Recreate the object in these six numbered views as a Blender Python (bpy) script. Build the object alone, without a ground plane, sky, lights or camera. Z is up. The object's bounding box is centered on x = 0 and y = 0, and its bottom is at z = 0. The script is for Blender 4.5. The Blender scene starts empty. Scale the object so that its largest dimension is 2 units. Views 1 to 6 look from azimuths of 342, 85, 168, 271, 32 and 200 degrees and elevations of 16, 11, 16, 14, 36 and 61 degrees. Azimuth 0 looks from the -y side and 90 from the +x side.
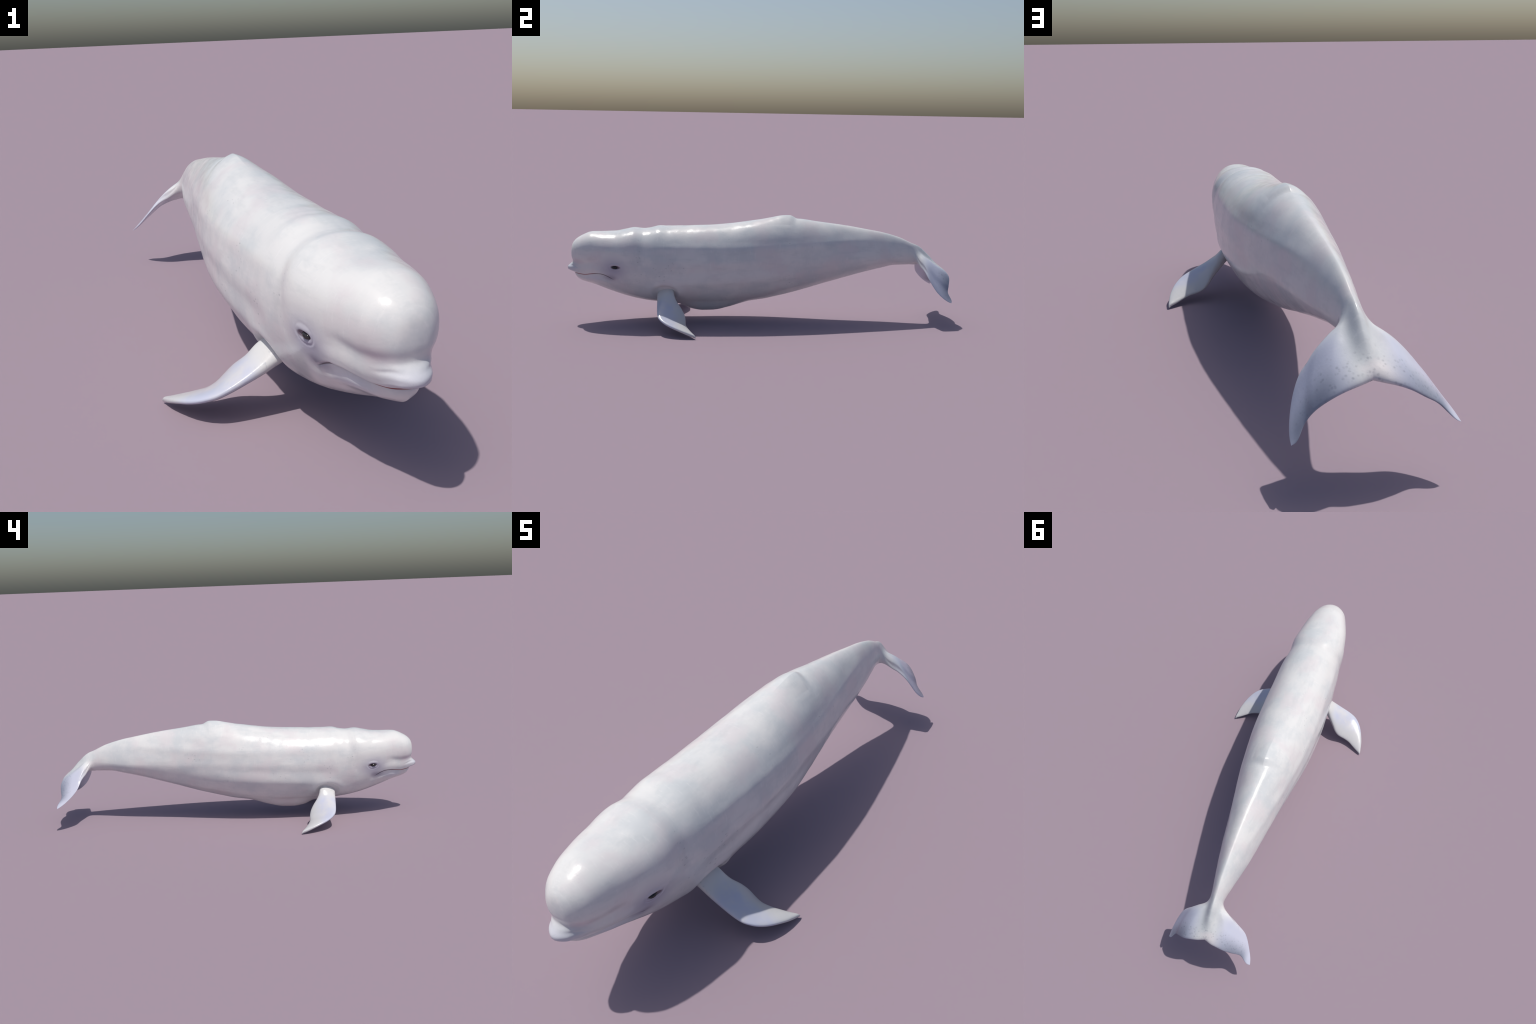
"""Beluga: one lofted skin (head, torso, tail, fluke share it), two flippers, two eyes."""
import bpy, math
import numpy as np
from mathutils import Vector, noise

# ------------------------------------------------------------------ helpers
def pchip(xs, ys, xq):
    x = np.asarray(xs, float); y = np.asarray(ys, float); xq = np.clip(xq, x[0], x[-1])
    h = np.diff(x); d = np.diff(y) / h
    m = np.zeros_like(x)
    for i in range(1, len(x) - 1):
        if d[i-1] * d[i] > 0:
            w1 = 2*h[i] + h[i-1]; w2 = h[i] + 2*h[i-1]
            m[i] = (w1 + w2) / (w1/d[i-1] + w2/d[i])
    m[0], m[-1] = d[0], d[-1]
    k = np.clip(np.searchsorted(x, xq) - 1, 0, len(h) - 1)
    t = (xq - x[k]) / h[k]
    return ((1+2*t)*(1-t)**2*y[k] + t*(1-t)**2*h[k]*m[k]
            + t*t*(3-2*t)*y[k+1] + t*t*(t-1)*h[k]*m[k+1])

def smooth(a, b, v):
    t = np.clip((v - a) / (b - a), 0, 1)
    return t*t*(3 - 2*t)

def gauss(v, s):
    return np.exp(-(v/s)**2)

NOSE = -0.977
END = 0.985
def along(table, y):
    """A value along the body; square-root spacing from the nose keeps the snout blunt."""
    t = np.array(table, float)
    return pchip(np.sqrt(np.maximum(t[:, 0] - NOSE, 0)), t[:, 1], np.sqrt(np.maximum(y - NOSE, 0)))

# ------------------------------------------------------------------ body profiles (y, value)
BACK = [(NOSE, .358), (-.972, .400), (-.957, .424), (-.922, .448), (-.868, .467), (-.79, .469), (-.75, .471), (-.693, .481),
        (-.649, .486), (-.608, .4845), (-.566, .491), (-.512, .500), (-.447, .499), (-.348, .502), (-.249, .506), (-.174, .512),
        (-.1, .521), (0, .535), (.06, .541), (.12, .5445), (.19, .542), (.3, .527), (.412, .512), (.557, .489), (.645, .472),
        (.738, .446), (.80, .419), (.857, .389), (.9, .352), (.985, .28)]
BELLY = [(NOSE, .358), (-.9735, .292), (-.966, .248), (-.942, .218), (-.867, .192), (-.774, .158), (-.655, .122), (-.538, .101),
         (-.45, .0895), (-.36, .083), (-.27, .082), (-.17, .087), (-.1, .095), (.016, .110), (.08, .123), (.207, .153),
         (.32, .185), (.411, .211), (.536, .250), (.642, .276), (.727, .293), (.80, .296), (.83, .297), (.985, .26)]
WIDTH = [(NOSE, 0), (-.972, .033), (-.957, .055), (-.93, .077), (-.9, .090), (-.86, .104), (-.8, .120), (-.742, .130), (-.68, .139),
         (-.62, .143), (-.55, .151), (-.45, .159), (-.35, .163), (-.25, .166), (-.15, .165), (-.05, .160), (.05, .149), (.15, .136),
         (.25, .122), (.35, .107), (.45, .094), (.55, .080), (.65, .062), (.73, .046), (.785, .035), (.81, .032), (END, .028)]
WAIST = [(NOSE, .358), (-.9, .366), (-.8, .366), (-.7, .356), (-.55, .316), (-.3, .298), (0, .310), (.3, .337), (.6, .338), (.8, .35), (END, .35)]
ROUND_UP = [(NOSE, 2.0), (-.9, 2.22), (-.6, 2.19), (-.3, 2.10), (-.05, 2.0), (.2, 1.9), (.6, 1.62), (.85, 1.7), (END, 2)]
ROUND_LOW = [(NOSE, 1.7), (-.93, 1.55), (-.88, 1.72), (-.8, 1.98), (-.7, 2.25), (-.6, 2.32), (-.5, 2.1), (-.42, 1.95), (-.33, 1.88), (-.2, 1.86),
             (-.05, 1.86), (.1, 1.84), (.3, 1.76), (.5, 1.70), (.85, 1.9), (END, 2)]
# mouth line height along the head
MOUTH = [(NOSE, .257), (-.965, .2565), (-.933, .252), (-.905, .2515), (-.875, .257), (-.842, .2625), (-.815, .2620), (-.79, .254), (-.752, .235), (-.73, .228)]
EYE = Vector((.1285, -.742, .303))
PIT = Vector((.135, -.49, .165))          # flipper root

# fluke outline, one leading and one trailing edge per side (it hangs slightly askew)
LEAD = {1: [(.030, .806, .338), (.055, .837, .308), (.100, .858, .285), (.145, .876, .246), (.177, .917, .180), (.1915, .974, .1345), (.1920, .988, .129)],
        -1: [(-.030, .806, .338), (-.055, .837, .311), (-.113, .867, .276), (-.157, .886, .232), (-.189, .928, .184), (-.2135, .982, .1445), (-.2155, .993, .139)]}
TRAIL = {1: [(0, .983, .269), (.045, .9955, .261), (.09, 1.0, .246), (.1375, .986, .207), (.156, .978, .178), (.182, .9925, .138), (.1920, .988, .129)],
         -1: [(0, .983, .269), (-.040, .9935, .259), (-.085, .995, .240), (-.125, .988, .213), (-.163, .978, .186), (-.204, .9955, .146), (-.2155, .993, .139)]}
AXIS = [(0, .806, .357), (0, .86, .334), (0, .92, .302), (0, .983, .269)]

def curve_at(points, t):
    """Point on a smooth curve through the points, t in 0..1 by length."""
    p = np.array(points, float)
    d = np.concatenate([[0], np.cumsum(np.linalg.norm(np.diff(p, axis=0), axis=1))]); d /= d[-1]
    return np.stack([pchip(d, p[:, i], t) for i in range(3)], -1)

def fluke_sheet(side, u, v):
    """Mid surface between axis (u 0), leading edge (u 1), tail stock (v 0) and trailing edge (v 1)."""
    lead, trail, axis = LEAD[side], TRAIL[side], AXIS
    U, W = u[..., None], v[..., None]
    root = [axis[0], lead[0]]
    a, b = curve_at(axis, v), curve_at(lead, v)
    c, d = curve_at(root, u), curve_at(trail, u)
    p00, p10, p01, p11 = (np.array(q, float) for q in (axis[0], lead[0], axis[-1], lead[-1]))
    return ((1-U)*a + U*b + (1-W)*c + W*d
            - (1-U)*(1-W)*p00 - U*(1-W)*p10 - (1-U)*W*p01 - U*W*p11)

def stations():
    q = np.linspace(0, math.sqrt(.09), 70)
    nose = NOSE + q[1:]**2
    head = np.arange(nose[-1] + .0019, -.58, .0019)
    body = np.arange(head[-1] + .005, .75, .005)
    tail = np.linspace(body[-1] + .003, AXIS[0][1], 20)
    v = np.concatenate([np.linspace(0, .9, 86)[1:], .9 + .1*(1 - (1 - np.linspace(0, 1, 26)[1:])**1.6)])
    ys = np.concatenate([nose, head, body, tail, AXIS[0][1] + v*(END - .002 - AXIS[0][1])])
    return ys, np.concatenate([np.zeros(len(ys) - len(v)), v])

N = 480
def build_skin():
    ys, vs = stations(); M = len(ys)
    th = np.linspace(0, 2*np.pi, N, endpoint=False)
    Y = np.repeat(ys[:, None], N, 1); V = np.repeat(vs[:, None], N, 1); TH = np.repeat(th[None], M, 0)
    c, s = np.cos(TH), np.sin(TH)
    top, bot = along(BACK, Y), along(BELLY, Y)
    W, zw = along(WIDTH, Y), along(WAIST, Y)
    zw = np.clip(zw, bot + .25*(top-bot), top - .25*(top-bot))
    p = np.where(s >= 0, along(ROUND_UP, Y), along(ROUND_LOW, Y))
    H = np.where(s >= 0, top - zw, zw - bot)
    r = (np.abs(c)**p + np.abs(s)**p)**(-1/p)
    P = np.stack([W*r*c, Y, zw + H*r*s], -1)
    # fluke: thin drooping blade with the tail stock running out on it as a ridge
    f = vs > 0
    u = np.abs(c[f]); v = V[f]
    F = np.where((c[f] >= 0)[..., None], fluke_sheet(1, u, v), fluke_sheet(-1, u, v))
    mid = curve_at(AXIS, v)[..., 2]
    rim = np.clip(1 - v**16, 0, 1)**.5
    blade = (.0115 + .0040*gauss(F[..., 0], .09)) * np.clip(1 - u**4, 0, 1)**.45 * rim
    up = np.maximum(top[f] - mid - .012, 0) * gauss(F[..., 0], .023) * smooth(1, .55, v)
    dn = np.maximum(mid - bot[f] - .010, 0) * gauss(F[..., 0], .023) * smooth(.75, .0, v)
    F[..., 2] += np.where(s[f] >= 0, blade + up, -blade - dn)
    F[..., 2] += .015 * 4*v*(1-v) * 4*u*(1-u) * smooth(0, .4, u)
    k = smooth(0, .26, v)[..., None]
    P[f] = P[f]*(1-k) + F*k
    return ys, P

def grid_normals(P):
    du = np.roll(P, -1, 1) - np.roll(P, 1, 1)
    dv = np.gradient(P, axis=0)
    n = np.cross(dv, du)
    n /= np.maximum(np.linalg.norm(n, axis=-1, keepdims=True), 1e-12)
    return n

def relief(P, n):
    """Lips, eyelids, creases, folds and soft lumps, pushed along the surface normal."""
    X, Y, Z = P[..., 0], P[..., 1], P[..., 2]; A = np.abs(X)
    d = np.zeros_like(X)
    # --- mouth and lips
    dz = Z - along(MOUTH, Y)
    front = smooth(-.91, -.968, Y)
    reach = smooth(-.765, -.83, Y)
    t = dz / (.040 + .006*front)
    lip = smooth(-.06 + .08*front, .22 + .26*front, t) * smooth(1.25, .45 + .2*front, t)
    d += lip * reach * (.0038 + .0225*front*gauss(A, .032))
    d -= .0026 * gauss(t - .88, .10) * front * reach
    d -= .0045 * gauss(dz - .062, .017) * smooth(-.80, -.88, Y)
    d -= .0035 * smooth(.004, -.006, dz) * smooth(-.05, -.008, dz) * smooth(-.74, -.80, Y)
    d -= .0045 * gauss(dz, .0032) * smooth(-.742, -.775, Y)
    d += .0034 * gauss(Y + .795, .032) * gauss(dz + .034, .013) * (A > .03)      # jowl under the corner
    d -= .0035 * gauss(Y + .745, .018) * gauss(dz + .004, .02)
    jaw = .0090 * gauss(dz + .029, .022) * smooth(-.79, -.86, Y) * smooth(-.972, -.95, Y) * smooth(.004, .03, A)
    # --- eye
    ey, ez = Y - EYE.y, Z - EYE.z
    side = smooth(.07, .1, A)
    e = np.sqrt((ey/.021)**2 + ((ez - .02*ey)/.0095)**2)
    d -= .0050 * smooth(1.25, .55, e) * side
    d += .0006 * gauss(e - 1.7, .6) * side
    d += .0016 * gauss(ez - .0130, .007) * gauss(ey, .022) * side
    d -= .0018 * gauss(np.sqrt((ey/.030)**2 + (ez/.021)**2) - 1, .10) * side * smooth(.012, -.012, ez)
    d -= .0006 * gauss(np.sqrt((ey/.034)**2 + (ez/.026)**2) - 1, .10) * side * smooth(-.008, .012, ez)
    # --- neck crease and back ripples
    crease = Y - (-.602 - .05*smooth(.46, .28, Z))
    wob = .75 + .45*np.sin(31*Z + 9*X + 1.0)*np.sin(17*Z - 23*X)
    d -= wob * (.0028 - .0012*smooth(.42, .48, Z)) * gauss(crease + .006*np.sin(24*Z + 14*X), .026) * smooth(.24, .35, Z)
    d += .0022 * gauss(crease + .07, .05) * smooth(.24, .34, Z)
    for yc, a, w in ((-.70, -.0010, .02), (-.655, .0009, .015), (-.575, -.0012, .014), (-.535, .0008, .015), (-.49, -.0009, .016), (-.43, .0006, .018), (-.385, -.0010, .02)):
        d += a * gauss(Y - yc - .06*A, w) * smooth(.42, .49, Z)
    # --- dorsal hump: long rise, short drop
    rear = .165 - .25*A
    saw = smooth(-.02, .15, Y) * smooth(rear + .034, rear - .010, Y)
    tent = np.clip(1 - A/.065, 0, 1)**1.2
    back = smooth(.40, .47, Z)
    d += saw * back * (.0140*tent + .0010*smooth(.43, .52, Z))
    d -= .0008 * gauss(Y - rear - .03, .018) * smooth(.44, .51, Z) * smooth(.13, .05, A)
    # --- shoulder and flipper socket
    fy, fz = Y - PIT.y, Z - PIT.z
    rr = np.sqrt((fy/.058)**2 + (fz/.042)**2)
    side = smooth(.05, .09, A)
    d += .0018 * gauss(rr - 1.4, .35) * side * smooth(-.04, .02, fz)
    d -= .011 * smooth(1.3, .75, rr) * side
    d += .004 * gauss(np.sqrt((fy - .075)**2 + (fz + .0)**2), .024) * side
    # --- narrow pad under the chest
    pad = pchip([-1, -.43, -.364, -.30, -.24, -.17, -.10, -.04, 1], [0, 0, .024, .034, .033, .022, .008, 0, 0], Y)
    d += pad * np.clip(1 - (A/.085)**2, 0, 1)**2 * smooth(.2, .12, Z)
    # --- long flank hollows
    d -= .0040 * gauss(Z - (.285 + .05*(Y + .3)), .028) * smooth(-.60, -.45, Y) * smooth(.35, .0, Y)
    d += .0030 * gauss(Z - (.225 + .05*(Y + .3)), .025) * smooth(-.60, -.45, Y) * smooth(.2, -.1, Y)
    d -= .0035 * gauss(Z - (.135 + .18*np.maximum(Y, 0)), .02) * smooth(-.05, .1, Y) * smooth(.6, .4, Y)
    # --- firm shoulder edge along the upper flank
    edge = .405 + .03*smooth(0, .6, Y)
    run = smooth(-.60, -.50, Y) * smooth(.65, .45, Y)
    d += run * (.0024*gauss(Z - edge, .022) - .0014*gauss(Z - edge + .05, .03))
    # --- soft irregularity
    fade = smooth(-.97, -.88, Y) * smooth(.84, .74, Y)
    flat = P.reshape(-1, 3); nz = np.empty(len(flat))
    for i, v in enumerate(flat):
        nz[i] = noise.noise((v[0]*9, v[1]*7, v[2]*9 + 3)) + .35*noise.noise((v[0]*24 + 5, v[1]*22, v[2]*24))
    d += .0013 * nz.reshape(d.shape) * fade
    out = n * np.array((1, 1, 0)); out /= np.maximum(np.linalg.norm(out, axis=-1, keepdims=True), .05)
    return P + n * d[..., None] + out * jaw[..., None]

def skin_mesh():
    ys, P = build_skin()
    P = relief(P, grid_normals(P))
    M = len(ys)
    verts = P.reshape(-1, 3)
    nose = P[0].mean(0)
    idx = np.arange(M*N).reshape(M, N)
    # weld the trailing edge: lower half of the last ring reuses the upper half
    last = idx[-1].copy()
    for j in range(N//2 + 1, N):
        last[j] = idx[-1][(N - j) % N]
    idx[-1] = last
    faces, zone = [], []
    tip = M*N
    for j in range(N):
        faces.append((tip, idx[0, j], idx[0, (j+1) % N])); zone.append(0)
    for i in range(M - 1):
        yc = .5*(ys[i] + ys[i+1])
        z = 0 if yc < -.60 else 1 if yc < .20 else 2 if yc < .83 else 3
        for j in range(N):
            f = (idx[i, j], idx[i+1, j], idx[i+1, (j+1) % N], idx[i, (j+1) % N])
            g = []
            for v in f:
                if v not in g: g.append(v)
            if len(g) > 2: faces.append(tuple(g)); zone.append(z)
    return np.vstack([verts, nose]), faces, np.array(zone)

# ------------------------------------------------------------------ materials
class Nodes:
    def __init__(self, name):
        self.mat = bpy.data.materials.new(name); self.mat.use_nodes = True
        self.t = self.mat.node_tree; self.t.nodes.clear()
        self.out = self.new('ShaderNodeOutputMaterial'); self.bsdf = self.new('ShaderNodeBsdfPrincipled')
        self.link(self.bsdf.outputs[0], self.out.inputs[0])
        self.co = self.new('ShaderNodeTexCoord').outputs['Object']
        sep = self.new('ShaderNodeSeparateXYZ'); self.link(self.co, sep.inputs[0])
        self.x, self.y, self.z = sep.outputs
        self.ax = self.math('ABSOLUTE', self.x)
    def new(self, kind): return self.t.nodes.new(kind)
    def link(self, a, b): self.t.links.new(a, b)
    def put(self, sock, v):
        if hasattr(v, 'is_output'): self.link(v, sock)
        else: sock.default_value = v
    def math(self, op, a, b=0.0, c=0.0):
        n = self.new('ShaderNodeMath'); n.operation = op
        self.put(n.inputs[0], a); self.put(n.inputs[1], b); self.put(n.inputs[2], c)
        return n.outputs[0]
    def ramp(self, v, a, b, lo=0.0, hi=1.0):
        n = self.new('ShaderNodeMapRange'); n.interpolation_type = 'SMOOTHSTEP'
        self.put(n.inputs[0], v)
        for i, w in enumerate((a, b, lo, hi)): n.inputs[i+1].default_value = w
        return n.outputs[0]
    def mul(self, *vs):
        r = vs[0]
        for v in vs[1:]: r = self.math('MULTIPLY', r, v)
        return r
    def mix(self, f, a, b):
        n = self.new('ShaderNodeMix'); n.data_type = 'RGBA'
        self.put(n.inputs[0], f); self.put(n.inputs[6], a); self.put(n.inputs[7], b)
        return n.outputs[2]
    def noise(self, scale, detail=3.0, rough=.5, stretch=(1, 1, 1), shift=(0, 0, 0)):
        m = self.new('ShaderNodeMapping'); m.inputs['Scale'].default_value = stretch; m.inputs['Location'].default_value = shift
        self.link(self.co, m.inputs[0])
        n = self.new('ShaderNodeTexNoise'); self.link(m.outputs[0], n.inputs['Vector'])
        n.inputs['Scale'].default_value = scale; n.inputs['Detail'].default_value = detail; n.inputs['Roughness'].default_value = rough
        return n.outputs[0]
    def blob(self, c, r):
        """1 at point c (mirrored in x), 0 beyond the ellipsoid radii r"""
        q = None
        for v, cc, rr in zip((self.ax, self.y, self.z), c, r):
            a = self.math('DIVIDE', self.math('SUBTRACT', v, cc), rr)
            a = self.math('MULTIPLY', a, a); q = a if q is None else self.math('ADD', q, a)
        return self.ramp(self.math('SQRT', q), 1.0, 0.0)
    def curve(self, v, table, lo, hi, zlo, zhi):
        n = self.new('ShaderNodeFloatCurve')
        self.put(n.inputs['Value'], self.ramp_linear(v, lo, hi))
        cm = n.mapping.curves[0]
        pts = [((a-lo)/(hi-lo), (b-zlo)/(zhi-zlo)) for a, b in table]
        while len(cm.points) < len(pts): cm.points.new(.5, .5)
        for p, q in zip(cm.points, pts): p.location = q
        n.mapping.update()
        return self.math('MULTIPLY_ADD', n.outputs[0], zhi - zlo, zlo)
    def ramp_linear(self, v, a, b):
        n = self.new('ShaderNodeMapRange'); self.put(n.inputs[0], v)
        n.inputs[1].default_value = a; n.inputs[2].default_value = b
        return n.outputs[0]

WHITE = (.695, .69, .68, 1); COOL = (.59, .61, .62, 1); PINK = (.665, .63, .635, 1); LAVENDER = (.60, .60, .74, 1)
def finish(m, col, bump=.12):
    m.put(m.bsdf.inputs['Base Color'], col)
    m.put(m.bsdf.inputs['Roughness'], m.ramp(m.noise(35, 4), .3, .7, .15, .25))
    m.bsdf.inputs['IOR'].default_value = 1.45
    b = m.new('ShaderNodeBump'); b.inputs['Strength'].default_value = bump; b.inputs['Distance'].default_value = .002
    m.put(b.inputs['Height'], m.noise(160, 4, .6))
    m.link(b.outputs[0], m.bsdf.inputs['Normal'])
    return m.mat

def skin_material():
    m = Nodes('pale_skin')
    col = m.mix(m.ramp(m.noise(6, 6, .62, (1, .8, 1)), .40, .64), WHITE, COOL)
    col = m.mix(m.mul(m.ramp(m.noise(7.5, 4, .5, shift=(3, 1, 7)), .48, .66), .85), col, PINK)
    col = m.mix(m.mul(m.ramp(m.noise(22, 5, .65, (1, .35, 1.6)), .48, .72), .30), col, (.50, .52, .53, 1))
    col = m.mix(m.mul(m.ramp(m.noise(60, 4, .6, (.5, 2.2, .5), (8, 3, 5)), .55, .75), .25), col, (.80, .79, .78, 1))
    # lavender round the eye and jaw, mauve above the lip
    col = m.mix(m.mul(m.blob((.125, -.75, .29), (.10, .110, .088)), .95), col, (.41, .40, .485, 1))
    col = m.mix(m.mul(m.blob((.05, -.94, .322), (.07, .055, .028)), .55), col, (.55, .46, .51, 1))
    col = m.mix(m.mul(m.blob((0, -.975, .280), (.10, .11, .045)), .9), col, (.53, .53, .60, 1))
    col = m.mix(m.mul(m.blob((.07, -.85, .235), (.06, .12, .035)), .5), col, (.60, .62, .70, 1))
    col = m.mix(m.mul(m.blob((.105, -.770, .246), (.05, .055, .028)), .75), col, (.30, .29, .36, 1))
    # flank pits and neck freckles
    dots = m.new('ShaderNodeTexVoronoi'); dots.inputs['Scale'].default_value = 85; dots.inputs['Randomness'].default_value = 1
    warp = m.new('ShaderNodeMapping'); warp.inputs['Scale'].default_value = (1, .55, 1); m.link(m.co, warp.inputs[0]); m.link(warp.outputs[0], dots.inputs['Vector'])
    spots = m.ramp(dots.outputs['Distance'], .26, .08)
    band = m.mul(m.ramp(m.noise(9, 2, .5, shift=(9, 4, 1)), .56, .68), m.ramp(m.ax, .06, .10), m.ramp(m.y, .45, .2), m.ramp(m.y, -.68, -.60))
    col = m.mix(m.mul(spots, band, .5), col, (.30, .32, .34, 1))
    neck = m.mul(m.blob((.14, -.625, .35), (.08, .045, .11)), m.ramp(m.noise(30, 2, .5, shift=(5, 5, 5)), .35, .6))
    col = m.mix(m.mul(neck, m.math('ADD', m.mul(spots, .55), .18)), col, (.34, .36, .38, 1))
    # fluke: lavender blades, peppered trailing edge, pale tips
    fl = m.ramp(m.y, .83, .90)
    wing = m.mul(fl, m.ramp(m.ax, .02, .09))
    col = m.mix(m.mul(wing, .8), col, (.53, .55, .68, 1))
    edge = m.mul(m.ramp(m.y, .915, .985), m.ramp(m.ax, .205, .17))
    pepper = m.new('ShaderNodeTexVoronoi'); pepper.inputs['Scale'].default_value = 95; m.link(m.co, pepper.inputs['Vector'])
    pep = m.mul(m.ramp(pepper.outputs['Distance'], .50, .12), m.ramp(m.noise(40, 3, .55, shift=(4, 4, 4)), .38, .62))
    col = m.mix(m.mul(m.ramp(m.y, .90, .965), pep, m.ramp(m.ax, .2, .15), .48), col, (.22, .235, .27, 1))
    col = m.mix(m.mul(edge, m.ramp(m.ax, .02, .13), .75), col, (.17, .19, .25, 1))
    # mouth slit
    zm = m.curve(m.y, MOUTH, NOSE, -.73, .2, .3)
    off = m.math('SUBTRACT', m.z, zm)
    line = m.mul(m.ramp(m.math('ABSOLUTE', off), .0025, .0006), m.ramp(m.y, -.742, -.775), m.ramp(m.y, -.985, -.945))
    col = m.mix(line, col, m.mix(m.ramp(m.y, -.84, -.88), (.10, .08, .10, 1), (.30, .085, .085, 1)))
    # eye rim
    rim = m.blob((.128, EYE.y + .003, EYE.z), (.03, .034, .0125))
    col = m.mix(m.mul(m.ramp(rim, .0, .40), .92), col, (.13, .095, .125, 1))
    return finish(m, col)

def flipper_material():
    m = Nodes('flipper_skin')
    col = m.mix(m.ramp(m.noise(9, 4, .55), .40, .66), (.50, .52, .63, 1), (.60, .59, .60, 1))
    col = m.mix(m.ramp(m.y, -.46, -.40), col, (.56, .56, .57, 1))
    col = m.mix(m.ramp(m.ax, .20, .14), col, (.63, .63, .625, 1))
    spots = m.mul(m.ramp(m.noise(60, 2, .5), .58, .70), m.ramp(m.ax, .19, .14), m.ramp(m.y, -.49, -.52))
    col = m.mix(m.mul(spots, .5), col, (.42, .44, .48, 1))
    col = m.mix(m.mul(m.ramp(m.noise(120, 4, .6), .5, .75), m.ramp(m.y, -.44, -.38), .35), col, (.45, .46, .50, 1))
    return finish(m, col)

def eye_material():
    m = Nodes('dark_eye')
    m.put(m.bsdf.inputs['Base Color'], m.mix(m.ramp(m.noise(200, 2), .4, .6), (.012, .011, .012, 1), (.03, .026, .028, 1)))
    m.bsdf.inputs['Roughness'].default_value = .12
    return m.mat

# ------------------------------------------------------------------ assembly
root = bpy.data.objects.new('beluga_whale', None)
bpy.context.collection.objects.link(root)
root['label'] = 'smooth glossy white whale with rounded forehead, flippers and fluke'
root['category'] = 'whale'

def add(name, mesh, mat, parent=root):
    ob = bpy.data.objects.new(name, mesh); bpy.context.collection.objects.link(ob)
    mesh.materials.clear(); mesh.materials.append(mat); ob.parent = parent
    return ob

def plain_mesh(name, verts, faces):
    me = bpy.data.meshes.new(name); me.from_pydata([tuple(v) for v in verts], [], faces); me.update()
    me.shade_smooth()
    return me

V, F, ZONE = skin_mesh()
whole = plain_mesh('whole', V, F)
NORM = np.empty(len(V)*3); whole.vertex_normals.foreach_get('vector', NORM); NORM = NORM.reshape(-1, 3)
bpy.data.meshes.remove(whole)
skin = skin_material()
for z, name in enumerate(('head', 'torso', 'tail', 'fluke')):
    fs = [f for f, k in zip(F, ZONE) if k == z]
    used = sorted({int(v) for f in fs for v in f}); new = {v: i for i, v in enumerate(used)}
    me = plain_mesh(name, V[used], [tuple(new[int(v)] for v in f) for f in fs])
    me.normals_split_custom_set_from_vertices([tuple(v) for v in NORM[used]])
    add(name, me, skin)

# flipper stations: leading edge point, trailing edge point, half thickness
FLIPPER = [((.060, -.529, .172), (.095, -.450, .192), .027), ((.105, -.531, .153), (.140, -.443, .161), .0255),
           ((.150, -.530, .1345), (.159, -.428, .128), .0240), ((.196, -.528, .114), (.187, -.403, .096), .0210),
           ((.236, -.525, .0965), (.206, -.389, .070), .0185), ((.269, -.519, .0825), (.226, -.384, .050), .0160),
           ((.299, -.502, .0705), (.251, -.383, .0385), .0140), ((.325, -.472, .057), (.286, -.375, .0315), .0124),
           ((.348, -.425, .041), (.312, -.362, .0230), .0110), ((.361, -.384, .0265), (.339, -.347, .0145), .0094),
           ((.3665, -.352, .0135), (.359, -.336, .0100), .0072), ((.3685, -.333, .0045), (.367, -.331, .004), .003)]
def flipper_mesh(sign):
    k = np.arange(len(FLIPPER)); q = np.linspace(0, len(FLIPPER) - 1, 150)
    lead = np.stack([pchip(k, [f[0][i] for f in FLIPPER], q) for i in range(3)], -1)
    trail = np.stack([pchip(k, [f[1][i] for f in FLIPPER], q) for i in range(3)], -1)
    thick = pchip(k, [f[2] for f in FLIPPER], q)
    mid = .5*(lead + trail); span = np.gradient(mid, axis=0)
    R = 72; ring = np.linspace(0, 2*np.pi, R, endpoint=False)
    verts = []
    for i in range(len(q)):
        ch = trail[i] - lead[i]; n = np.cross(span[i], ch); n /= np.linalg.norm(n)
        if n[2] < 0: n = -n
        for a in ring:
            f = .5 - .5*math.cos(a)                      # 0 leading, 1 trailing
            h = math.copysign(abs(math.sin(a))**.85, math.sin(a)) * (.96 + .06*f) * thick[i]
            verts.append(mid[i] - .5*ch*math.cos(a) + n*h)
    verts = np.array(verts) * (sign, 1, 1)
    faces = []
    for i in range(len(q) - 1):
        for j in range(R):
            f = (i*R + j, i*R + (j+1) % R, (i+1)*R + (j+1) % R, (i+1)*R + j)
            faces.append(f if sign > 0 else f[::-1])
    cap = [tuple(range(R)), tuple((len(q)-1)*R + j for j in range(R))]
    faces += [cap[0][::-1], cap[1]] if sign > 0 else [cap[0], cap[1][::-1]]
    return plain_mesh('flipper', verts, faces)
fin = flipper_material()
for s in (-1, 1):
    add('flipper', flipper_mesh(s), fin)

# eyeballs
dark = eye_material()
def eye_mesh(sign):
    U, Wn = 40, 24; verts = []; faces = []
    for i in range(Wn + 1):
        a = math.pi*i/Wn
        for j in range(U):
            b = 2*math.pi*j/U
            verts.append(((EYE.x - .0068)*sign + .0100*math.sin(a)*math.cos(b), EYE.y - .001 + .0155*math.sin(a)*math.sin(b), EYE.z - .0005 + .0086*math.cos(a)))
    for i in range(Wn):
        for j in range(U):
            faces.append((i*U + j, (i+1)*U + j, (i+1)*U + (j+1) % U, i*U + (j+1) % U))
    return plain_mesh('eye', verts, faces)
for s in (-1, 1):
    add('eye', eye_mesh(s), dark)
